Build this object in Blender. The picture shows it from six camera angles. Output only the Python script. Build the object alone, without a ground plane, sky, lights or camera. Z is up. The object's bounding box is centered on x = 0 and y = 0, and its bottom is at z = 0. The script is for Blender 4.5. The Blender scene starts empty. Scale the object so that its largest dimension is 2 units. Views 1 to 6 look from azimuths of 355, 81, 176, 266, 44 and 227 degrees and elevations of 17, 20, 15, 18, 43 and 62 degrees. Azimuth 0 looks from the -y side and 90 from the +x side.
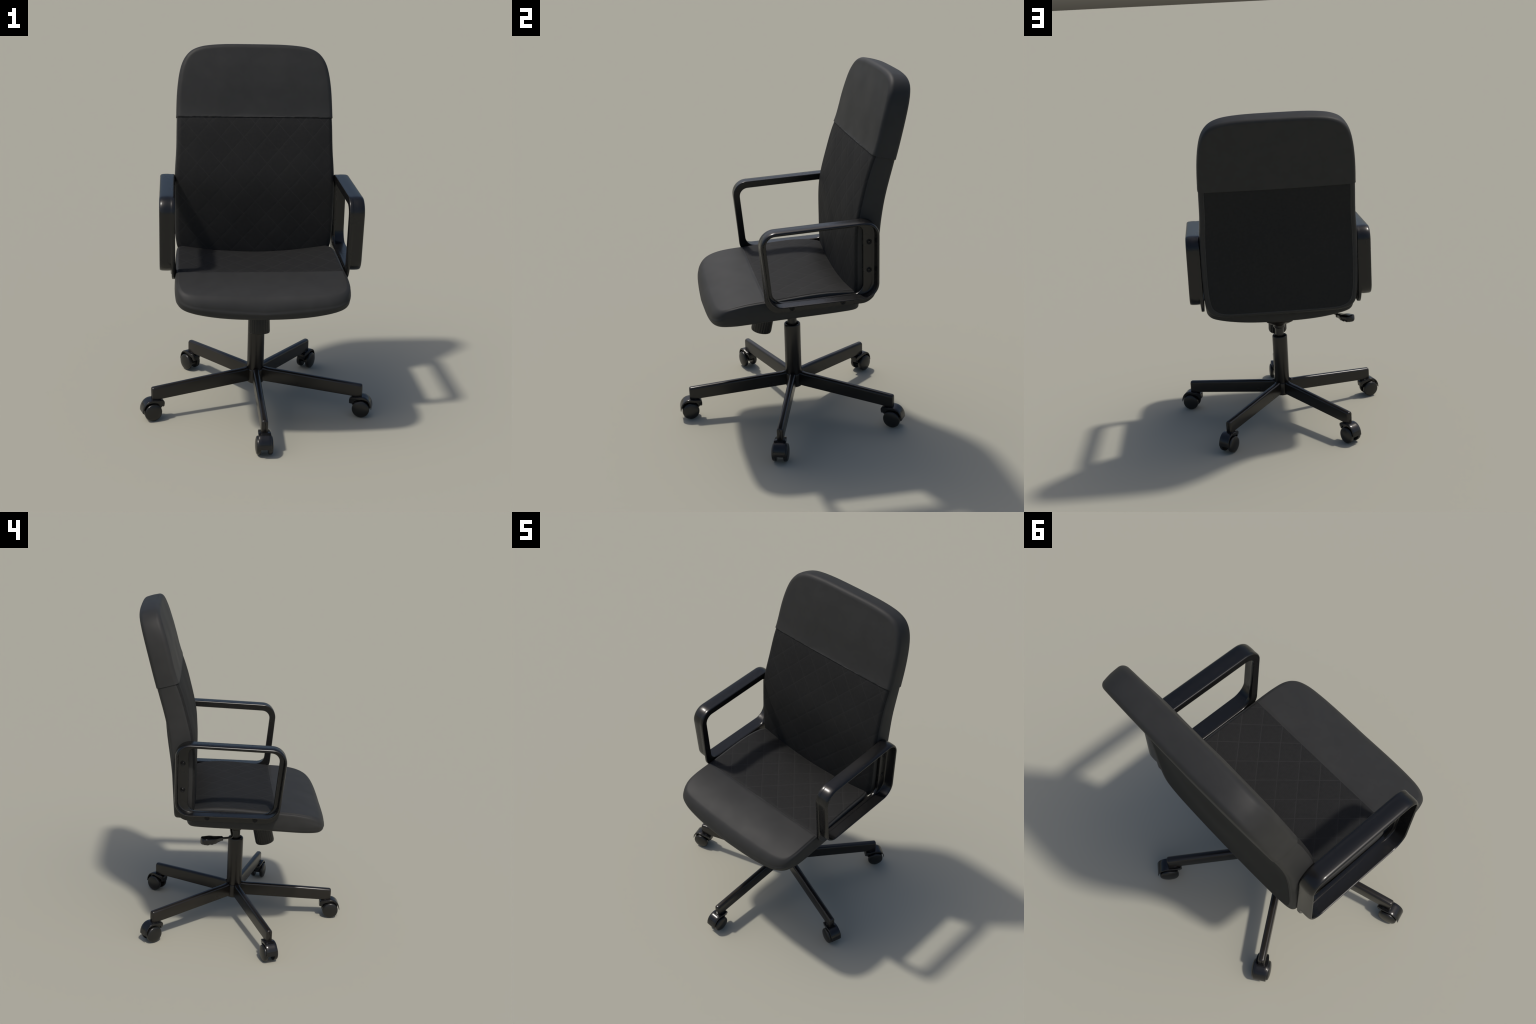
# Black swivel office chair: high padded backrest with a leather-like head cover and quilted
# lower panel, padded seat, two plastic loop arms, gas column, five-leg base with twin-wheel casters.
import bpy, bmesh, math
import numpy as np
from mathutils import Vector, Matrix

# ------------------------------------------------------------------ helpers
def lerp(a, b, t):
    return a + (b - a) * t

def smooth(t):
    t = np.clip(t, 0, 1)
    return t * t * (3 - 2 * t)

def catmull(pts, n):
    """Smooth curve through hand-placed control points, n samples per span (open)."""
    P = np.array(pts, float)
    P = np.vstack([2 * P[0] - P[1], P, 2 * P[-1] - P[-2]])
    out = []
    for i in range(1, len(P) - 2):
        p0, p1, p2, p3 = P[i - 1], P[i], P[i + 1], P[i + 2]
        for t in np.linspace(0, 1, n, endpoint=False):
            out.append(0.5 * ((2 * p1) + (-p0 + p2) * t + (2 * p0 - 5 * p1 + 4 * p2 - p3) * t * t
                              + (-p0 + 3 * p1 - 3 * p2 + p3) * t ** 3))
    out.append(P[-2])
    return np.array(out)

def resample_closed(P, n):
    Q = np.vstack([P, P[:1]])
    L = np.concatenate([[0], np.cumsum(np.linalg.norm(np.diff(Q, axis=0), axis=1))])
    s = np.linspace(0, L[-1], n, endpoint=False)
    return np.stack([np.interp(s, L, Q[:, k]) for k in range(Q.shape[1])], 1)

def spline1d(xs, ys):
    """Smooth 1D function through control values (natural cubic spline)."""
    xs = np.array(xs, float); ys = np.array(ys, float); n = len(xs)
    h = np.diff(xs); A = np.eye(n); r = np.zeros(n)
    for i in range(1, n - 1):
        A[i, i - 1:i + 2] = h[i - 1], 2 * (h[i - 1] + h[i]), h[i]
        r[i] = 6 * ((ys[i + 1] - ys[i]) / h[i] - (ys[i] - ys[i - 1]) / h[i - 1])
    M = np.linalg.solve(A, r)
    def f(x):
        x = np.asarray(x, float)
        i = np.clip(np.searchsorted(xs, x) - 1, 0, n - 2)
        a = (xs[i + 1] - x); b = (x - xs[i]); hh = h[i]
        return (M[i] * a ** 3 + M[i + 1] * b ** 3) / (6 * hh) + (ys[i] / hh - M[i] * hh / 6) * a + (ys[i + 1] / hh - M[i + 1] * hh / 6) * b
    return f

def edge_distance(P, outline):
    """Distance of 2D points P to a closed outline."""
    A = outline; B = np.roll(outline, -1, 0); d = B - A
    out = np.empty(len(P))
    for i0 in range(0, len(P), 4000):
        p = P[i0:i0 + 4000][:, None, :]
        t = np.clip(((p - A) * d).sum(2) / (d * d).sum(1), 0, 1)
        out[i0:i0 + 4000] = np.linalg.norm(p - (A + t[..., None] * d), axis=2).min(1)
    return out

def new_object(name, mesh, parent=None, mat=None):
    ob = bpy.data.objects.new(name, mesh)
    bpy.context.scene.collection.objects.link(ob)
    if parent is not None:
        ob.parent = parent
    if mat is not None and not mesh.materials:
        mesh.materials.append(mat)
    return ob

def mesh_from_bm(name, bm, smooth_angle=40):
    bmesh.ops.recalc_face_normals(bm, faces=bm.faces)
    me = bpy.data.meshes.new(name)
    bm.to_mesh(me); bm.free()
    for p in me.polygons:
        p.use_smooth = True
    if smooth_angle < 180:
        me.set_sharp_from_angle(angle=math.radians(smooth_angle))
    return me

def grid_bm(bm, rows, closed_u=True, closed_v=False):
    """rows: list of equal-length point lists; makes quads between rows. Returns vert rows."""
    V = [[bm.verts.new(p) for p in r] for r in rows]
    nr, nc = len(V), len(V[0])
    for i in range(nr if closed_v else nr - 1):
        for j in range(nc if closed_u else nc - 1):
            a, b = V[i], V[(i + 1) % nr]
            try:
                bm.faces.new((a[j], a[(j + 1) % nc], b[(j + 1) % nc], b[j]))
            except ValueError:
                pass
    return V

def lathe(bm, profile, seg=48, center=(0, 0, 0), matrix=None):
    """profile: (radius, height) pairs, closed at both ends with caps when radius > 0."""
    rows = []
    for r, z in profile:
        rows.append([Vector((r * math.cos(2 * math.pi * k / seg), r * math.sin(2 * math.pi * k / seg), z)) for k in range(seg)])
    if matrix is None:
        matrix = Matrix.Translation(center)
    rows = [[matrix @ p for p in r] for r in rows]
    V = grid_bm(bm, rows)
    bm.faces.new(list(reversed(V[0]))); bm.faces.new(V[-1])
    return V

def tube(bm, pts, radius, seg=12, closed=False):
    """Round tube along a 3D polyline."""
    P = [Vector(p) for p in pts]; n = len(P)
    rows = []; up = None
    for i in range(n):
        a = P[(i - 1) % n] if (closed or i > 0) else P[i]
        b = P[(i + 1) % n] if (closed or i < n - 1) else P[i]
        t = (b - a).normalized()
        if up is None:
            up = Vector((1, 0, 0)) if abs(t.x) < 0.9 else Vector((0, 0, 1))
        up = (up - t * up.dot(t)).normalized()
        w = t.cross(up)
        r = radius[i] if hasattr(radius, '__len__') else radius
        rows.append([P[i] + (up * math.cos(2 * math.pi * k / seg) + w * math.sin(2 * math.pi * k / seg)) * r for k in range(seg)])
    V = grid_bm(bm, rows, closed_v=closed)
    if not closed:
        bm.faces.new(list(reversed(V[0]))); bm.faces.new(V[-1])

# ------------------------------------------------------------------ materials
def material(name, color, rough, spec=0.5, grain=0.0, grain_scale=60, bump=0.0, bump_scale=200, mottled=None,
             quilt=None, metallic=0.0, coat=0.0, weave=0.0, stretch=(1, 1, 1), rough_var=0.0, sheen=0.0):
    m = bpy.data.materials.new(name); m.use_nodes = True
    nt = m.node_tree; N = nt.nodes; L = nt.links
    b = N['Principled BSDF']
    b.inputs['Roughness'].default_value = rough
    b.inputs['Specular IOR Level'].default_value = spec
    b.inputs['Metallic'].default_value = metallic
    b.inputs['Coat Weight'].default_value = coat
    b.inputs['Coat Roughness'].default_value = 0.25
    b.inputs['Sheen Weight'].default_value = sheen
    b.inputs['Sheen Roughness'].default_value = 0.5
    tc = N.new('ShaderNodeTexCoord')
    mp = N.new('ShaderNodeMapping'); mp.inputs['Scale'].default_value = stretch
    L.new(tc.outputs['Object'], mp.inputs['Vector'])
    no = N.new('ShaderNodeTexNoise'); no.inputs['Scale'].default_value = grain_scale
    no.inputs['Detail'].default_value = 5; no.inputs['Roughness'].default_value = 0.6
    L.new(mp.outputs[0], no.inputs['Vector'])
    ramp = N.new('ShaderNodeValToRGB')
    c = np.array(color)
    ramp.color_ramp.elements[0].position = 0.3; ramp.color_ramp.elements[1].position = 0.7
    ramp.color_ramp.elements[0].color = (*(c * (1 - grain)), 1)
    ramp.color_ramp.elements[1].color = (*(c * (1 + grain)), 1)
    L.new(no.outputs['Fac'], ramp.inputs['Fac'])
    col = ramp.outputs['Color']
    height = None
    def math_node(op, *ins):
        n = N.new('ShaderNodeMath'); n.operation = op
        for i, v in enumerate(ins):
            if isinstance(v, (int, float)):
                n.inputs[i].default_value = v
            else:
                L.new(v, n.inputs[i])
        return n.outputs[0]
    if quilt:
        # diamond stitching: two families of crossing lines measured in metres on object coordinates
        axis, pu, pv, v0, line_color, width = quilt
        sp = N.new('ShaderNodeSeparateXYZ'); L.new(tc.outputs['Object'], sp.inputs[0])
        # stitch lines wander slightly
        wn = N.new('ShaderNodeTexNoise'); wn.inputs['Scale'].default_value = 9
        L.new(tc.outputs['Object'], wn.inputs['Vector'])
        wob = math_node('MULTIPLY', math_node('SUBTRACT', wn.outputs['Fac'], 0.5), 0.05)
        u = math_node('DIVIDE', sp.outputs['X'], pu)
        v = math_node('DIVIDE', math_node('SUBTRACT', sp.outputs[axis], v0), pv)
        lines = []
        for op in ('ADD', 'SUBTRACT'):
            s = math_node('ADD', math_node(op, u, v), wob)
            f = math_node('FRACT', math_node('ADD', s, 0.5))
            lines.append(math_node('ABSOLUTE', math_node('SUBTRACT', f, 0.5)))
        d = math_node('MINIMUM', *lines)
        mr = N.new('ShaderNodeMapRange'); mr.interpolation_type = 'SMOOTHSTEP'
        mr.inputs['From Min'].default_value = width * 0.3; mr.inputs['From Max'].default_value = width
        mr.inputs['To Min'].default_value = 1; mr.inputs['To Max'].default_value = 0
        L.new(d, mr.inputs['Value'])
        fade = N.new('ShaderNodeTexNoise'); fade.inputs['Scale'].default_value = 6
        L.new(tc.outputs['Object'], fade.inputs['Vector'])
        fac = math_node('MULTIPLY', mr.outputs[0], math_node('MULTIPLY_ADD', fade.outputs['Fac'], 1.0, 0.15))
        mx = N.new('ShaderNodeMix'); mx.data_type = 'RGBA'
        L.new(fac, mx.inputs['Factor']); L.new(col, mx.inputs['A'])
        mx.inputs['B'].default_value = (*line_color, 1)
        col = mx.outputs['Result']
        pad = N.new('ShaderNodeMapRange'); pad.interpolation_type = 'SMOOTHSTEP'
        pad.inputs['From Max'].default_value = 0.16
        L.new(d, pad.inputs['Value'])
        height = math_node('MULTIPLY', pad.outputs[0], 1.2)
    if weave:
        wv = N.new('ShaderNodeTexWave'); wv.inputs['Scale'].default_value = 55
        wv.inputs['Distortion'].default_value = 1.5; wv.inputs['Detail'].default_value = 2
        L.new(tc.outputs['Object'], wv.inputs['Vector'])
        mx = N.new('ShaderNodeMix'); mx.data_type = 'RGBA'; mx.blend_type = 'MULTIPLY'
        mx.inputs['Factor'].default_value = weave
        L.new(col, mx.inputs['A']); L.new(wv.outputs['Color'], mx.inputs['B'])
        col = mx.outputs['Result']
    if mottled:
        mo = N.new('ShaderNodeTexNoise'); mo.inputs['Scale'].default_value = mottled[0]; mo.inputs['Detail'].default_value = 3
        L.new(mp.outputs[0], mo.inputs['Vector'])
        mx = N.new('ShaderNodeMix'); mx.data_type = 'RGBA'
        mr = N.new('ShaderNodeMapRange'); mr.inputs['From Min'].default_value = 0.4; mr.inputs['From Max'].default_value = 0.7
        L.new(mo.outputs['Fac'], mr.inputs['Value']); L.new(mr.outputs[0], mx.inputs['Factor'])
        L.new(col, mx.inputs['A']); mx.inputs['B'].default_value = (*mottled[1], 1)
        col = mx.outputs['Result']
    L.new(col, b.inputs['Base Color'])
    if rough_var:
        rn = N.new('ShaderNodeTexNoise'); rn.inputs['Scale'].default_value = 10; rn.inputs['Detail'].default_value = 1
        L.new(mp.outputs[0], rn.inputs['Vector'])
        L.new(math_node('MULTIPLY_ADD', rn.outputs['Fac'], rough_var, rough - rough_var / 2), b.inputs['Roughness'])
    normal = None
    if height is not None:
        bq = N.new('ShaderNodeBump'); bq.inputs['Strength'].default_value = 0.14; bq.inputs['Distance'].default_value = 0.003
        L.new(height, bq.inputs['Height']); normal = bq.outputs[0]
    if bump:
        bn = N.new('ShaderNodeTexNoise'); bn.inputs['Scale'].default_value = bump_scale; bn.inputs['Detail'].default_value = 3
        L.new(mp.outputs[0], bn.inputs['Vector'])
        bp = N.new('ShaderNodeBump'); bp.inputs['Strength'].default_value = bump; bp.inputs['Distance'].default_value = 0.002
        L.new(bn.outputs['Fac'], bp.inputs['Height'])
        if normal is not None:
            L.new(normal, bp.inputs['Normal'])
        normal = bp.outputs[0]
    if normal is not None:
        L.new(normal, b.inputs['Normal'])
    return m

LEATHER_C = (0.0330, 0.0330, 0.0320)
FABRIC_C = (0.0198, 0.0198, 0.0195)
LEATHER = material('coated_leather', LEATHER_C, 0.56, 0.22, grain=0.07, grain_scale=14, bump=0.10, bump_scale=160, rough_var=0.08)
BACK_QUILT = material('quilted_back_fabric', FABRIC_C, 0.70, 0.155, grain=0.10, grain_scale=90, bump=0.10, bump_scale=260,
                      quilt=('Z', 0.1325, 0.1445, 1.4275, (0.0285, 0.0285, 0.0281), 0.028), weave=0.15)
SEAT_QUILT = material('quilted_seat_fabric', FABRIC_C, 0.70, 0.155, grain=0.10, grain_scale=90, bump=0.10, bump_scale=260,
                      quilt=('Y', 0.1325, 0.1460, -0.0210, (0.0330, 0.0330, 0.0325), 0.028), weave=0.15)
REAR_FABRIC = material('rear_fabric', (0.0195, 0.0200, 0.0198), 0.8, 0.2, grain=0.10, grain_scale=70, bump=0.12, bump_scale=300)
PIPING = material('piping_leather', (0.040, 0.040, 0.0385), 0.6, 0.25, grain=0.10, grain_scale=60)
UNDER_CLOTH = material('underside_cloth', (0.022, 0.022, 0.0215), 0.85, 0.15, grain=0.12, grain_scale=60)
PLASTIC = material('satin_plastic', (0.0065, 0.0064, 0.0063), 0.27, 0.5, grain=0.05, grain_scale=12, rough_var=0.03)
METAL = material('powder_coated_steel', (0.0145, 0.0122, 0.0100), 0.28, 0.5, grain=0.08, grain_scale=10, rough_var=0.03)  # base colour tinted brown for the ground reflection seen on legs and column
PISTON = material('piston_steel', (0.020, 0.019, 0.018), 0.30, 0.5, grain=0.08)
GLOSS = material('glossy_caster_plastic', (0.0085, 0.0085, 0.009), 0.20, 0.5, grain=0.08, grain_scale=40, rough_var=0.08)
WHEEL = material('wheel_plastic', (0.011, 0.011, 0.0105), 0.30, 0.5, grain=0.10, grain_scale=40, rough_var=0.10)
SCREW = material('black_oxide_screw', (0.004, 0.004, 0.0045), 0.4, 0.35)
KNOB = material('ribbed_knob_plastic', (0.010, 0.010, 0.0095), 0.40, 0.45, grain=0.12, grain_scale=50)

# ------------------------------------------------------------------ root
chair = bpy.data.objects.new('office_chair', None)
bpy.context.scene.collection.objects.link(chair)
chair['label'] = 'black padded high-back swivel office chair with loop armrests'
chair['category'] = 'office chair'

def group(name, parent):
    e = bpy.data.objects.new(name, None)
    bpy.context.scene.collection.objects.link(e)
    e.parent = parent
    return e

# ------------------------------------------------------------------ backrest
# Half outline of the backrest seen from the front: (half width, height along the spine as z of its middle)
BACK_HALF = [(0.0, 0.794), (0.25, 0.794), (0.355, 0.797), (0.410, 0.813), (0.440, 0.845), (0.452, 0.895), (0.458, 0.96),
             (0.460, 1.10), (0.457, 1.28), (0.449, 1.42), (0.446, 1.56), (0.441, 1.70), (0.431, 1.80), (0.415, 1.872),
             (0.391, 1.920), (0.357, 1.953), (0.312, 1.972), (0.256, 1.982), (0.16, 1.988), (0.0, 1.989)]
_half = catmull(BACK_HALF, 14)
_out = np.vstack([_half, np.stack([-_half[-2:0:-1, 0], _half[-2:0:-1, 1]], 1)])
BACK_OUT = resample_closed(_out, 420)
# middle line of the padding (y over z) and half depths at the middle of the width
mid_y = spline1d([0.80, 0.95, 1.10, 1.25, 1.41, 1.60, 1.75, 1.90, 2.0], [0.3625, 0.366, 0.371, 0.3815, 0.4155, 0.473, 0.518, 0.5615, 0.589])
front_half = spline1d([0.80, 0.95, 1.10, 1.25, 1.41, 1.56, 1.615, 1.75, 1.90, 2.0], [0.0605, 0.066, 0.071, 0.0745, 0.0722, 0.0712, 0.067, 0.069, 0.0656, 0.063])
rear_half = spline1d([0.80, 0.95, 1.10, 1.25, 1.41, 1.60, 1.75, 1.90, 2.0], [0.0645, 0.070, 0.074, 0.0757, 0.071, 0.066, 0.061, 0.0575, 0.056])

def back_point(x, z, depth):
    """depth > 0 is towards the sitter (-y), measured square to the leaning spine."""
    dz = 0.004
    m = mid_y(z); s = (mid_y(z + dz) - mid_y(z - dz)) / (2 * dz)
    ln = np.sqrt(1 + s * s)
    return np.stack([x, m - depth / ln, z + depth * s / ln], 1)

def round_drop(d, r):
    """Depth lost at distance d from an edge rounded with radius r."""
    t = np.clip(1 - d / r, 0, 1)
    return r * (1 - np.sqrt(np.maximum(0, 1 - t * t)))

SEAM_Z, SEAM_SLOPE = 1.615, -0.27       # lower edge of the head cover: z at y=0.38 and its fall towards the rear

def back_surface(grow=0.0, rings=46, walls=7, detail=True):
    """Rows of points: front centre -> front edge -> side wall -> rear edge -> rear centre."""
    C = np.stack([np.zeros(len(BACK_OUT)), np.clip(BACK_OUT[:, 1], 1.12, 1.68)], 1)
    dirs = BACK_OUT - C; ln = np.linalg.norm(dirs, axis=1)[:, None]
    O = BACK_OUT + dirs / ln * grow
    ss = 1 - (np.arange(rings + 1) / rings) ** 1.9      # 1 centre .. 0 edge
    ss = np.linspace(1, 0, rings + 1) ** 1.7
    rows, tags = [], []
    P = np.concatenate([lerp(O, C, s) for s in ss])
    d = edge_distance(P, O)
    n = len(O)
    x, z = P[:, 0], P[:, 1]
    halfw = np.interp(z, _half[:, 1], _half[:, 0])
    q = np.clip(np.abs(x) / 0.45, 0, 1)
    crown_f = 0.010 * q ** 4
    crown_r = 0.008 * q ** 2.2 - 0.028 * np.exp(-((z - 1.24) / 0.21) ** 2) * np.clip(1 - (x / 0.38) ** 2, 0, 1) ** 1.3
    rf, rr = 0.026, lerp(0.018, 0.023, smooth((z - 1.4) / 0.2))
    ftop = smooth((z - 1.86) / 0.14) * 0.008
    F = front_half(z) + grow - crown_f - ftop - round_drop(d, rf)
    R = rear_half(z) + grow - crown_r - round_drop(d, rr)
    if detail:
        # shallow dent where the padding is pinched near the lower front edge, faint waviness of the cover
        F = F + 0.0014 * np.sin(x * 21 + z * 9) * np.sin(z * 17 + 1.3) * smooth(d / 0.08)
    F = F - 0.0012 * np.exp(-((z - SEAM_Z) / 0.03) ** 2) * (grow == 0)
    front = back_point(x, z, F)
    rear = back_point(x, z, -R)
    for i in range(rings + 1):
        rows.append(front[i * n:(i + 1) * n]); tags.append('front')
    fe, re = rows[-1], rear[rings * n:(rings + 1) * n]
    nrm = dirs / ln
    for k in range(1, walls):
        t = k / walls
        w = lerp(fe, re, t)
        bul = 0.002 * math.sin(math.pi * t)
        w = w + np.stack([nrm[:, 0] * bul, 0 * w[:, 0], nrm[:, 1] * bul], 1)
        rows.append(w); tags.append('side')
    for i in range(rings, -1, -1):
        rows.append(rear[i * n:(i + 1) * n]); tags.append('rear')
    return rows, tags, rings, walls

def surface_bm(rows):
    bm = bmesh.new()
    grid_bm(bm, [[Vector(p) for p in r] for r in rows])
    bmesh.ops.remove_doubles(bm, verts=bm.verts, dist=1e-5)
    return bm

def split_parts(rows, classify, names, mats, parent, keep=None, cut=None):
    """Build the surface once, then cut it by region into objects that share border positions and normals."""
    bm = bmesh.new(); nr, nc = len(rows), len(rows[0])
    V = [[bm.verts.new(Vector(p)) for p in r] for r in rows]
    lay = bm.faces.layers.int.new('part')
    for i in range(nr - 1):
        for j in range(nc):
            f = bm.faces.new((V[i][j], V[i][(j + 1) % nc], V[i + 1][(j + 1) % nc], V[i + 1][j]))
            f[lay] = classify(i, j)
    bmesh.ops.remove_doubles(bm, verts=bm.verts, dist=2e-5)
    bmesh.ops.recalc_face_normals(bm, faces=bm.faces)
    if cut:
        # straight cross seam: split region `a` along a plane, hand the part behind it to region `b`
        a, b, co, no = cut
        fs = [f for f in bm.faces if f[lay] == a]
        geom = list({v for f in fs for v in f.verts}) + list({e for f in fs for e in f.edges}) + fs
        bmesh.ops.bisect_plane(bm, geom=geom, plane_co=co, plane_no=no)
        for f in bm.faces:
            if f[lay] == a and (f.calc_center_median() - Vector(co)).dot(Vector(no)) < 0:
                f[lay] = b
    bm.normal_update()
    objs = []
    for idx, (nm, mt) in enumerate(zip(names, mats)):
        sub = bmesh.new(); vm = {}; nor = []
        for f in bm.faces:
            if f[lay] != idx:
                continue
            if keep and not keep(f.calc_center_median()):
                continue
            vs = []
            for v in f.verts:
                if v not in vm:
                    vm[v] = sub.verts.new(v.co); nor.append(v.normal.copy())
                vs.append(vm[v])
            sub.faces.new(vs)
        me = bpy.data.meshes.new(nm); sub.to_mesh(me); sub.free()
        for p in me.polygons:
            p.use_smooth = True
        me.normals_split_custom_set_from_vertices(nor)
        objs.append(new_object(nm, me, parent, mt))
    bm.free()
    return objs

backrest = group('backrest', chair)
rows, tags, RINGS, WALLS = back_surface()
NR = len(rows)
def seam_z(y, lower=0.0):
    return SEAM_Z + SEAM_SLOPE * (y - 0.38) - lower

# groove of the seam between the front panel and the side band, and inset of the rear panel
def back_class(i, j):
    y = rows[i][j][1]
    if i < RINGS - 3:
        return 0
    if i < RINGS + WALLS + 9:
        return 1
    return 2

# front/side seam groove and rear piping groove cut into the rows
def push(rows, i, amount):
    a, b, c = rows[i - 1], rows[i], rows[i + 1]
    t = c - a
    along = np.roll(b, -1, 0) - np.roll(b, 1, 0)
    nn = np.cross(along, t); nn /= np.maximum(1e-9, np.linalg.norm(nn, axis=1))[:, None]
    cen = np.array([0, 0, 0]) + np.stack([0 * b[:, 0], mid_y(b[:, 2]), np.clip(b[:, 2], 1.1, 1.7)], 1)
    sgn = np.sign(((b - cen) * nn).sum(1))[:, None]
    return b + nn * sgn * amount
_gr = RINGS - 3
_pi = RINGS + WALLS + 9
new_rows = {(_gr): push(rows, _gr, -0.0012), (_pi): push(rows, _pi, -0.003)}
for k, v in new_rows.items():
    rows[k] = v
split_parts(rows, back_class, ['quilted_front_panel', 'side_band', 'rear_panel'], [BACK_QUILT, LEATHER, REAR_FABRIC], backrest,
            keep=lambda c: c.z < seam_z(c.y) + 0.04)

# piping tube that runs down one rear edge, under the rear panel and up the other
pip = [p for p in rows[_pi] if p[2] < seam_z(p[1]) + 0.01]
pip = sorted([p for p in pip], key=lambda p: math.atan2(p[0], -(p[2] - 1.3)))
bm = bmesh.new(); tube(bm, [Vector(p) + Vector((0, 0.0005, 0)) for p in pip], 0.0036, 10)
new_object('piping', mesh_from_bm('piping', bm), backrest, PIPING)

# head cover: slightly larger shell pulled over the top, with a turned-in lower hem
rows_c, _, rc, wc = back_surface(grow=0.0040)
bm = surface_bm(rows_c)
ny = Vector((0, -SEAM_SLOPE, 1)).normalized()
res = bmesh.ops.bisect_plane(bm, geom=bm.verts[:] + bm.edges[:] + bm.faces[:], plane_co=(0, 0.38, SEAM_Z), plane_no=ny, clear_inner=True)
# roll the hem inwards
hem = [e for e in bm.edges if e.is_boundary]
for steps, (inn, dn) in enumerate([(0.0012, -0.0008), (0.0030, -0.0007), (0.010, 0.003)]):
    ext = bmesh.ops.extrude_edge_only(bm, edges=hem)
    nv = [g for g in ext['geom'] if isinstance(g, bmesh.types.BMVert)]
    for v in nv:
        cy = float(mid_y(v.co.z))
        to = Vector((-v.co.x if abs(v.co.x) > 0.36 else 0, (cy - v.co.y) if abs(v.co.x) < 0.43 else 0, 0))
        if to.length > 0:
            v.co += to.normalized() * (inn - [0, 0.0012, 0.0030][steps])
        v.co.z += dn - [0, -0.0008, -0.0007][steps]
    hem = [e for e in ext['geom'] if isinstance(e, bmesh.types.BMEdge)]
# gentle gathering of the cover just above its hem
for v in bm.verts:
    h = v.co.z - seam_z(v.co.y)
    if 0 < h < 0.12:
        a = math.atan2(v.co.x, v.co.y - 0.46)
        cy = float(mid_y(v.co.z)); o = Vector((v.co.x * 0.35, v.co.y - cy, 0))
        if o.length > 1e-6:
            pinch = -0.0033 * math.exp(-(h / 0.045) ** 2) * (1 if v.co.y < cy else 0) * max(0.0, 1 - (abs(v.co.x) / 0.43) ** 8)
            v.co += o.normalized() * (pinch + 0.0010 * math.sin(v.co.x * 34 + 1) * math.exp(-(h / 0.05)) * min(1, h / 0.02))
new_object('head_cover', mesh_from_bm('head_cover', bm, 60), backrest, LEATHER)

# ------------------------------------------------------------------ seat
SEAT_HALF = [(0.0, -0.470), (0.16, -0.466), (0.29, -0.459), (0.378, -0.446), (0.430, -0.416), (0.453, -0.360), (0.459, -0.28),
             (0.457, -0.10), (0.455, 0.10), (0.451, 0.22), (0.443, 0.285), (0.420, 0.328), (0.37, 0.345), (0.25, 0.352), (0.0, 0.354)]
_sh = catmull(SEAT_HALF, 14)
_so = np.vstack([_sh, np.stack([-_sh[-2:0:-1, 0], _sh[-2:0:-1, 1]], 1)])
SEAT_OUT = resample_closed(_so, 420)
seat_top = spline1d([-0.48, -0.30, -0.17, 0.0, 0.15, 0.22, 0.29, 0.36], [0.855, 0.861, 0.867, 0.870, 0.869, 0.861, 0.840, 0.815])
seat_side = spline1d([-0.48, -0.30, -0.17, 0.0, 0.12, 0.24, 0.36], [0.873, 0.868, 0.870, 0.883, 0.890, 0.886, 0.868])
seat_bot = spline1d([-0.48, -0.40, -0.2, 0.1, 0.36], [0.700, 0.695, 0.701, 0.712, 0.722])

def seat_rows(rings=50, walls=6):
    C = np.stack([np.zeros(len(SEAT_OUT)), np.clip(SEAT_OUT[:, 1], -0.12, 0.02)], 1)
    ss = np.linspace(1, 0, rings + 1) ** 1.7
    P = np.concatenate([lerp(SEAT_OUT, C, s) for s in ss])
    d = edge_distance(P, SEAT_OUT)
    x, y = P[:, 0], P[:, 1]
    q = np.clip(np.abs(x) / 0.45, 0, 1)
    front = smooth((-0.26 - y) / 0.16)                     # 1 along the waterfall front
    nose = -0.472 + 0.040 * q ** 2.5                       # the top falls away in one long curve towards the nose
    fall = lerp(0.070, 0.055, q) * np.clip(1 - (y - nose) / 0.30, 0, 1.1) ** 3
    zt = lerp(seat_top(y), seat_side(y), q ** 1.7) - fall - round_drop(d, lerp(0.022, lerp(0.046, 0.036, q), smooth((-0.36 - y) / 0.08)))
    # waviness of the upholstery
    zt = zt + 0.0010 * np.sin(x * 19 + 0.7) * np.sin(y * 23) * smooth(d / 0.08)
    bow = 0.050 * q ** 2.6
    zb = seat_bot(y) + bow + round_drop(d, lerp(0.018, 0.024, front))
    zb = np.minimum(zb, zt - 0.010)
    n = len(SEAT_OUT); out = []
    for i in range(rings + 1):
        k = slice(i * n, (i + 1) * n)
        out.append(np.stack([x[k], y[k], zt[k]], 1))
    k = slice(rings * n, (rings + 1) * n)
    te, be = out[-1], np.stack([x[k], y[k], zb[k]], 1)
    nx = SEAT_OUT - C; nx = nx / np.linalg.norm(nx, axis=1)[:, None]
    for w in range(1, walls):
        t = w / walls
        p = lerp(te, be, t); b = 0.004 * math.sin(math.pi * t)
        out.append(p + np.stack([nx[:, 0] * b, nx[:, 1] * b, 0 * b * nx[:, 0]], 1))
    for i in range(rings, -1, -1):
        k = slice(i * n, (i + 1) * n)
        out.append(np.stack([x[k], y[k], zb[k]], 1))
    return out, rings, walls

seat = group('seat', chair)
srows, SR, SW = seat_rows()
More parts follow.
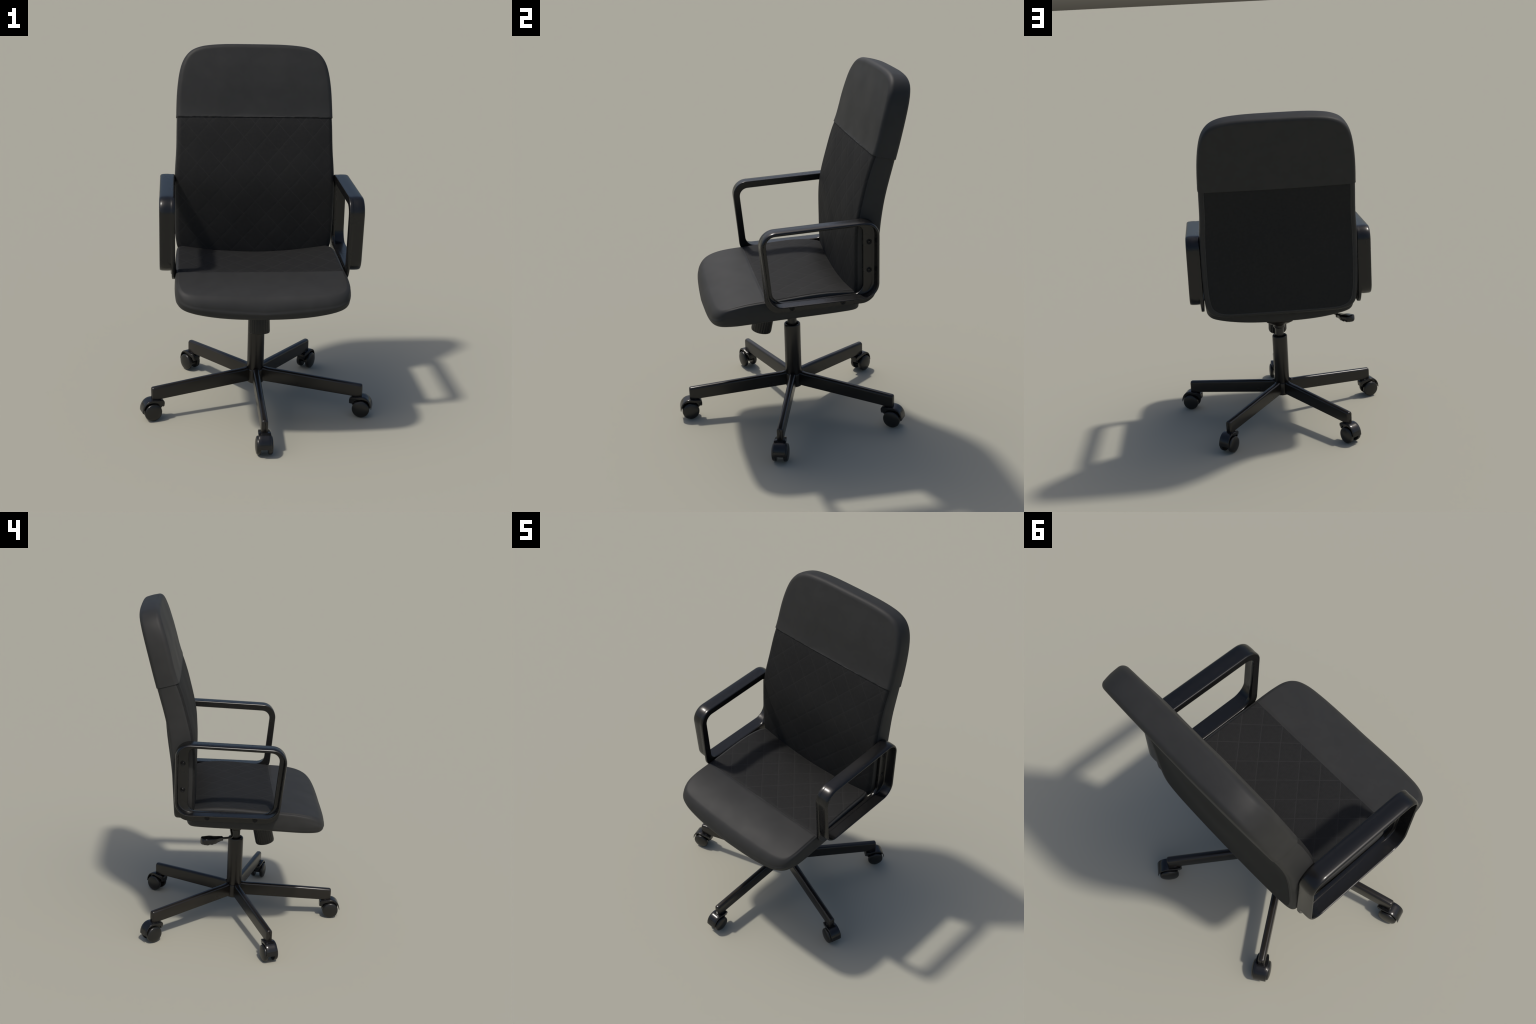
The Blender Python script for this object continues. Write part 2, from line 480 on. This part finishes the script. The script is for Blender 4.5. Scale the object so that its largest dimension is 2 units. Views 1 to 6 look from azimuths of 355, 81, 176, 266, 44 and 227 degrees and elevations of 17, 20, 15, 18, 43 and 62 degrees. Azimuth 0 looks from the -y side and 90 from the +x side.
# side seam: soft groove with a raised welt just below it, fading out round the nose
g = SR - 6
for k, amt in ((g, -0.0022), (g + 1, -0.0012), (g + 3, 0.0010)):
    p = srows[k].copy()
    fade = smooth((p[:, 1] + 0.43) / 0.10) * smooth((np.abs(p[:, 0]) - 0.28) / 0.06)
    sx = np.sign(p[:, 0])
    p[:, 0] += sx * amt * 0.6 * fade
    p[:, 2] += amt * 0.8 * fade
    srows[k] = p
# cross seam between the quilted field and the smooth front pad: shallow valley
SEAM_Y = -0.165
for k in range(0, SR - 6):
    p = srows[k]
    p[:, 2] -= 0.0035 * np.exp(-((p[:, 1] - SEAM_Y) / 0.008) ** 2)
def seat_class(i, j):
    return 0 if i < SR - 6 else (1 if i < SR + SW + 12 else 2)
split_parts(srows, seat_class, ['quilted_seat_panel', 'seat_pad', 'seat_underside'], [SEAT_QUILT, LEATHER, UNDER_CLOTH], seat,
            cut=(0, 1, (0, SEAM_Y, 0), (0, 1, 0)))

# ------------------------------------------------------------------ armrests
def rounded_loop(corners, radii, n_arc=14, n_edge=10):
    """Closed rounded polygon in the (y, z) plane with equal sample counts, so loops can be bridged."""
    K = len(corners); pts = []
    arcs = []
    for i in range(K):
        a, b, c = Vector(corners[i - 1]), Vector(corners[i]), Vector(corners[(i + 1) % K])
        u = (a - b).normalized(); w = (c - b).normalized()
        ang = u.angle(w); r = radii[i]
        t = r / math.tan(ang / 2)
        o = b + (u + w).normalized() * (r / math.sin(ang / 2))
        s, e = b + u * t, b + w * t
        a0 = math.atan2(s.y - o.y, s.x - o.x); a1 = math.atan2(e.y - o.y, e.x - o.x)
        da = (a1 - a0 + math.pi) % (2 * math.pi) - math.pi
        arcs.append([(o.x + r * math.cos(a0 + da * k / n_arc), o.y + r * math.sin(a0 + da * k / n_arc)) for k in range(n_arc + 1)])
    for i in range(K):
        pts += arcs[i]
        p, q = arcs[i][-1], arcs[(i + 1) % K][0]
        for k in range(1, n_edge):
            t = k / n_edge
            pts.append((lerp(p[0], q[0], t), lerp(p[1], q[1], t)))
    return np.array(pts)

# corners in order: top front, top rear, bottom rear, bottom front
OUT_LOOP = rounded_loop([(-0.2095, 1.268), (0.419, 1.290), (0.419, 0.867), (-0.172, 0.855)], [0.085, 0.080, 0.085, 0.085])
RIM_LOOP = rounded_loop([(-0.1955, 1.254), (0.405, 1.276), (0.405, 0.876), (-0.159, 0.864)], [0.071, 0.066, 0.071, 0.071])
HOLE_LOOP = rounded_loop([(-0.169, 1.229), (0.345, 1.249), (0.345, 0.8775), (-0.138, 0.8655)], [0.050, 0.032, 0.050, 0.060])
PLATE_LOOP = rounded_loop([(-0.2095, 1.268), (0.419, 1.290), (0.419, 0.820), (-0.175, 0.807)], [0.085, 0.080, 0.085, 0.085])

def arm_mesh():
    """One frame: thin outer band, inner mounting flange with the hand hole, lower flange for the seat screws."""
    def mixl(a, b, t):
        return lerp(a, b, t)
    inward = RIM_LOOP - OUT_LOOP
    section = [  # (x, loop)
        (0.4595, mixl(PLATE_LOOP, HOLE_LOOP, 0.10)), (0.4595, PLATE_LOOP + 0.35 * inward), (0.4612, PLATE_LOOP + 0.10 * inward),
        (0.4645, PLATE_LOOP), (0.4720, PLATE_LOOP), (0.4760, PLATE_LOOP + 0.06 * inward * 0), (0.4785, mixl(PLATE_LOOP, OUT_LOOP, 0.25)),
        (0.4800, mixl(PLATE_LOOP, OUT_LOOP, 0.70)), (0.4830, OUT_LOOP), (0.4980, OUT_LOOP - 0.10 * inward), (0.5150, OUT_LOOP - 0.08 * inward),
        (0.5290, OUT_LOOP), (0.5365, OUT_LOOP + 0.18 * inward), (0.5410, OUT_LOOP + 0.45 * inward), (0.5420, OUT_LOOP + 0.75 * inward),
        (0.5400, OUT_LOOP + 0.95 * inward), (0.5350, RIM_LOOP), (0.4860, RIM_LOOP), (0.4815, mixl(RIM_LOOP, HOLE_LOOP, 0.08)),
        (0.4800, mixl(RIM_LOOP, HOLE_LOOP, 0.22)), (0.4800, mixl(RIM_LOOP, HOLE_LOOP, 0.90)), (0.4780, mixl(RIM_LOOP, HOLE_LOOP, 0.98)),
        (0.4740, HOLE_LOOP), (0.4630, HOLE_LOOP), (0.4600, mixl(PLATE_LOOP, HOLE_LOOP, 0.97))]
    bm = bmesh.new()
    rows = [[Vector((x, p[0], p[1])) for p in lp] for x, lp in section]
    grid_bm(bm, rows, closed_u=True, closed_v=True)
    return mesh_from_bm('armrest_frame', bm, 50)

def screw_mesh():
    bm = bmesh.new()
    # countersunk ring with a domed socket head inside, axis +x
    prof = [(0.0150, -0.004), (0.0150, 0.0008), (0.0140, 0.0016), (0.0105, 0.0012), (0.0088, -0.0004), (0.0080, 0.0004), (0.0066, 0.0020),
            (0.0045, 0.0026), (0.0036, 0.0024), (0.0034, -0.001), (0.0004, -0.001)]
    lathe(bm, prof, 20, matrix=Matrix.Rotation(math.radians(90), 4, 'Y'))
    return mesh_from_bm('screw', bm, 50)
ARM_ME = arm_mesh(); SCREW_ME = screw_mesh()
ARM_ME.materials.append(PLASTIC); SCREW_ME.materials.append(SCREW)
SCREWS = [(0.376, 1.162, 0.4808), (0.376, 1.007, 0.4808), (0.235, 0.838, 0.4812), (-0.039, 0.831, 0.4812)]
for sgn in (1, -1):
    arm = new_object('armrest', ARM_ME if sgn == 1 else ARM_ME.copy(), chair)
    if sgn == -1:
        arm.data.transform(Matrix.Scale(-1, 4, (1, 0, 0))); arm.data.flip_normals()
    for y, z, x in SCREWS:
        s = new_object('screw', SCREW_ME, arm)
        s.location = (sgn * x, y, z)
        if sgn == -1:
            s.rotation_euler = (0, 0, math.pi)

# ------------------------------------------------------------------ mechanism, column
CX, CY = 0.0, 0.046
under = group('tilt_mechanism', chair)
bm = bmesh.new()
def box_loft(bm, levels, n=8):
    """levels: (z, half x, y min, y max, corner radius) -> rounded rectangular loft with end caps."""
    rows = []
    for z, hx, y0, y1, r in levels:
        pts = []
        for cx_, cy_, a0 in ((hx - r, y1 - r, 0), (-hx + r, y1 - r, 90), (-hx + r, y0 + r, 180), (hx - r, y0 + r, 270)):
            for k in range(n + 1):
                a = math.radians(a0 + 90 * k / n)
                pts.append(Vector((cx_ + r * math.cos(a), cy_ + r * math.sin(a), z)))
        rows.append(pts)
    V = grid_bm(bm, rows)
    bm.faces.new(list(reversed(V[0]))); bm.faces.new(V[-1])
box_loft(bm, [(0.735, 0.085, -0.19, 0.16, 0.02), (0.655, 0.085, -0.185, 0.15, 0.02), (0.648, 0.082, -0.18, 0.145, 0.02),
              (0.634, 0.064, -0.14, 0.125, 0.02), (0.628, 0.060, -0.12, 0.115, 0.02), (0.612, 0.042, 0.000, 0.092, 0.035),
              (0.606, 0.040, 0.004, 0.088, 0.038)])
new_object('mounting_plate', mesh_from_bm('mounting_plate', bm), under, METAL)
bm = bmesh.new()
lathe(bm, [(0.037, 0.62), (0.037, 0.592), (0.034, 0.586), (0.030, 0.584)], 40, (CX, CY, 0))
new_object('cone_socket', mesh_from_bm('cone_socket', bm), under, PISTON)
# tension knob with ribs, axis tipped forward
bm = bmesh.new()
seg = 96; rows = []
for r, z in [(0.050, 0.165), (0.0555, 0.160), (0.057, 0.150), (0.059, 0.012), (0.0565, 0.003), (0.050, 0.0), (0.020, 0.0), (0.018, 0.004), (0.002, 0.004)]:
    rows.append([])
    for k in range(seg):
        a = 2 * math.pi * k / seg
        rib = (-0.0022 if (k % 4) in (0,) else 0.0) if r > 0.052 else 0
        rows[-1].append(Vector(((r + rib) * math.cos(a), (r + rib) * math.sin(a), z)))
V = grid_bm(bm, rows); bm.faces.new(V[0]); bm.faces.new(list(reversed(V[-1])))
bmesh.ops.rotate(bm, verts=bm.verts, cent=(0, 0, 0), matrix=Matrix.Rotation(math.radians(-13), 3, 'X'))
bmesh.ops.translate(bm, verts=bm.verts, vec=(0.0, -0.139, 0.503))
new_object('tension_knob', mesh_from_bm('tension_knob', bm, 35), under, KNOB)
# lever: rod out to the side, bent back into a paddle
lever = group('height_lever', chair)
bm = bmesh.new()
rod = catmull([(-0.06, 0.088, 0.672), (-0.20, 0.087, 0.671), (-0.31, 0.083, 0.669), (-0.340, 0.088, 0.668), (-0.352, 0.105, 0.668), (-0.376, 0.165, 0.672)], 10)
tube(bm, rod, 0.0068, 12)
new_object('rod', mesh_from_bm('rod', bm), lever, METAL)
bm = bmesh.new()
u = Vector((-0.545, 0.832, 0.10)).normalized(); side = Vector((0.832, 0.545, 0)).normalized(); up = side.cross(u).normalized()
if up.z < 0:
    up = -up
base = Vector((-0.362, 0.142, 0.668))
rows = []
NP = 30
for i in range(NP + 1):
    t = i / NP; L = 0.140 * t
    hw = (lerp(0.013, 0.033, smooth(t / 0.55))) * (1 if t < 0.86 else math.sqrt(max(0.08, 1 - ((t - 0.86) / 0.16) ** 2)))
    hh = lerp(0.013, 0.023, smooth(t / 0.6)) * (1 if t < 0.94 else 0.8)
    scallop = 0.0035 * (0.5 + 0.5 * math.cos(2 * math.pi * t * 5.0)) * smooth((t - 0.25) / 0.2)
    c = base + u * L
    ring = []
    for k in range(24):
        a = 2 * math.pi * k / 24
        cx_, sy_ = math.cos(a), math.sin(a)
        ex = abs(cx_) ** 0.55 * math.copysign(1, cx_); ey = abs(sy_) ** 0.6 * math.copysign(1, sy_)
        vv = ey * hh
        if sy_ < -0.3:
            vv -= scallop
        if sy_ > 0.3:
            vv -= 0.005 * (1 - abs(cx_) ** 2) * smooth((t - 0.1) / 0.3)      # dished thumb face
        ring.append(c + side * (ex * hw) + up * vv)
    rows.append(ring)
V = grid_bm(bm, rows); bm.faces.new(list(reversed(V[0]))); bm.faces.new(V[-1])
new_object('paddle', mesh_from_bm('paddle', bm, 50), lever, GLOSS)

base_grp = group('swivel_base', chair)
bm = bmesh.new()
lathe(bm, [(0.034, 0.500), (0.034, 0.520), (0.036, 0.528), (0.0395, 0.5325), (0.044, 0.5325), (0.0465, 0.530), (0.0475, 0.524), (0.0475, 0.218), (0.046, 0.215)], 56, (CX, CY, 0))
new_object('column_sleeve', mesh_from_bm('column_sleeve', bm, 45), base_grp, METAL)
bm = bmesh.new()
lathe(bm, [(0.027, 0.46), (0.027, 0.60)], 40, (CX, CY, 0))
new_object('gas_piston', mesh_from_bm('gas_piston', bm), base_grp, PISTON)
bm = bmesh.new()
lathe(bm, [(0.044, 0.136), (0.0485, 0.137), (0.0505, 0.140), (0.0505, 0.212), (0.0495, 0.2165), (0.046, 0.219), (0.040, 0.220)], 56, (CX, CY, 0))
new_object('hub', mesh_from_bm('hub', bm, 45), base_grp, METAL)

# ------------------------------------------------------------------ legs and casters (built along +x, then turned)
def leg_mesh():
    bm = bmesh.new()
    rows = []
    # flat-sided tube: rounded top, nearly square bottom; sinks and tapers towards the tip
    stations = [(0.030, 0, 0), (0.052, 0, 0), (0.056, 0.003, 0), (0.062, 0.0005, 0), (0.072, -0.001, 0), (0.1, -0.001, 0)]
    for r in np.linspace(0.15, 0.612, 8):
        stations.append((float(r), 0, 0))
    stations += [(0.618, 0, 0.0008), (0.6212, 0, 0.003), (0.6225, 0, 0.0065)]
    for r, lift, inset in stations:
        t = (r - 0.07) / (0.622 - 0.07)
        top = lerp(0.2265, 0.1895, t) + lift - inset; bot = lerp(0.1450, 0.1145, t) + inset * 0.4
        hw = lerp(0.0185, 0.0180, t) - inset
        rt, rb = 0.0135, 0.004
        pts = []
        for cx_, cz_, rr_, a0 in ((hw - rt, top - rt, rt, 0), (-hw + rt, top - rt, rt, 90), (-hw + rb, bot + rb, rb, 180), (hw - rb, bot + rb, rb, 270)):
            for k in range(7):
                a = math.radians(a0 + 90 * k / 6)
                pts.append(Vector((r, cx_ + rr_ * math.cos(a), cz_ + rr_ * math.sin(a))))
        rows.append(pts)
    V = grid_bm(bm, rows)
    bm.faces.new(list(reversed(V[0]))); bm.faces.new(V[-1])
    return mesh_from_bm('leg', bm, 50)

WR, WZ = 0.622, 0.050         # wheel axis: distance from the column and height
def hood_mesh():
    """Fender over the wheels: arc strip outboard, D-shaped deck under the leg, tapering tail inboard, core web."""
    bm = bmesh.new()
    hw = 0.0335
    # arc strip swept from the low outboard lip to the deck, thickness 5 mm, rounded side edges
    arc = []
    for k in range(25):
        a = math.radians(lerp(2, 96, k / 24))
        R = lerp(0.0600, 0.0715, smooth(a / math.radians(80)))
        arc.append((WR + R * math.cos(a), WZ + R * math.sin(a)))
    arc += [(WR - 0.022, 0.1175), (WR - 0.040, 0.1150), (WR - 0.056, 0.1125), (WR - 0.064, 0.1085), (WR - 0.0680, 0.101), (WR - 0.0690, 0.090), (WR - 0.0690, 0.072)]
    arc = np.array(arc)
    tan = np.gradient(arc, axis=0); tan /= np.linalg.norm(tan, axis=1)[:, None]
    nor = np.stack([tan[:, 1], -tan[:, 0]], 1)       # outward
    rows = []
    n = len(arc)
    for i in range(n):
        th = 0.005
        if i < 4:
            th = lerp(0.0015, 0.005, i / 4)
        w = hw
        if i > n - 8:                                  # rounded in plan inboard, pointed tail
            w = hw * [0.99, 0.95, 0.86, 0.80, 0.76, 0.72, 0.50][i - (n - 7)]
        o = arc[i]; q = arc[i] - nor[i] * th
        e = 0.0018
        sec = [(-w + e, o), (-w + 0.3 * e, arc[i] - nor[i] * e * 0.4), (-w, arc[i] - nor[i] * e), (-w, q), (0, q), (w, q), (w, arc[i] - nor[i] * e),
               (w - 0.3 * e, arc[i] - nor[i] * e * 0.4), (w - e, o), (0.5 * w, o), (-0.5 * w, o)]
        rows.append([Vector((p[0], y, p[1])) for y, p in sec])
    V = grid_bm(bm, rows)
    bm.faces.new(list(reversed(V[0]))); bm.faces.new(V[-1])
    # side cheeks closing the inboard half of the housing above the wheels
    for s in (-1, 1):
        loop_o = [(WR - 0.068, 0.073), (WR - 0.0685, 0.095), (WR - 0.064, 0.1075), (WR - 0.040, 0.1135), (WR + 0.0, 0.1185), (WR + 0.018, 0.118), (WR + 0.035, 0.110)]
        loop_i = [(WR - 0.0600, 0.068), (WR - 0.0560, 0.0780), (WR - 0.0480, 0.0900), (WR - 0.0330, 0.0990), (WR - 0.0, 0.1075), (WR + 0.020, 0.107), (WR + 0.033, 0.102)]
        wid = [0.50, 0.74, 0.80, 0.95, 1.0, 1.0, 1.0]
        rws = []
        for y0 in (0.0, -0.005):
            rws.append([Vector((p[0], s * (hw * w + y0 - 0.0006), p[1])) for p, w in zip(loop_o, wid)])
            rws.append([Vector((p[0], s * (hw * w + y0 - 0.0006), p[1])) for p, w in zip(loop_i, wid)])
        a, b, c, d_ = rws
        grid_bm(bm, [a, b, d_, c], closed_u=False, closed_v=True)
    # core web between the wheels
    core = [(WR + 0.046, 0.052), (WR + 0.050, 0.080), (WR + 0.030, 0.105), (WR - 0.03, 0.108), (WR - 0.062, 0.100), (WR - 0.062, 0.078), (WR - 0.030, 0.042), (WR, 0.034), (WR + 0.03, 0.040)]
    rws = [[Vector((p[0], y, p[1])) for p in core] for y in (-0.0165, 0.0165)]
    V = grid_bm(bm, rws)
    bm.faces.new(V[0]); bm.faces.new(list(reversed(V[1])))
    # swivel stem and its collar under the leg
    lathe(bm, [(0.019, 0.108), (0.019, 0.1165), (0.016, 0.119), (0.011, 0.1195), (0.011, 0.135)], 28, (WR - 0.034, 0, 0))
    return mesh_from_bm('hood', bm, 45)

def wheel_mesh():
    """One wheel, axis y, outer face domed (towards +y)."""
    bm = bmesh.new()
    prof = [(0.006, 0.0195), (0.044, 0.0195), (0.0480, 0.0205), (0.0498, 0.0235), (0.0500, 0.0290), (0.0496, 0.0345), (0.0480, 0.0390), (0.0455, 0.0415),
            (0.0435, 0.0424), (0.040, 0.0438), (0.030, 0.0464), (0.018, 0.0480), (0.006, 0.0485), (0.0005, 0.0485)]
    lathe(bm, prof, 48, matrix=Matrix.Translation((WR, 0, WZ)) @ Matrix.Rotation(math.radians(-90), 4, 'X'))
    return mesh_from_bm('wheel', bm, 40)
LEG_ME, HOOD_ME, WHEEL_ME = leg_mesh(), hood_mesh(), wheel_mesh()
LEG_ME.materials.append(METAL); HOOD_ME.materials.append(GLOSS); WHEEL_ME.materials.append(WHEEL)
WHEEL_R = WHEEL_ME.copy(); WHEEL_R.transform(Matrix.Scale(-1, 4, (0, 1, 0))); WHEEL_R.flip_normals(); WHEEL_R.name = 'wheel'
for k in range(5):
    rot = math.radians(-90 + 72 * k)
    leg = new_object('leg', LEG_ME, base_grp)
    leg.location = (CX, CY, 0); leg.rotation_euler = (0, 0, rot)
    c = new_object('caster', HOOD_ME, chair)
    c.location = (CX, CY, 0); c.rotation_euler = (0, 0, rot)
    for me in (WHEEL_ME, WHEEL_R):
        new_object('wheel', me, c)
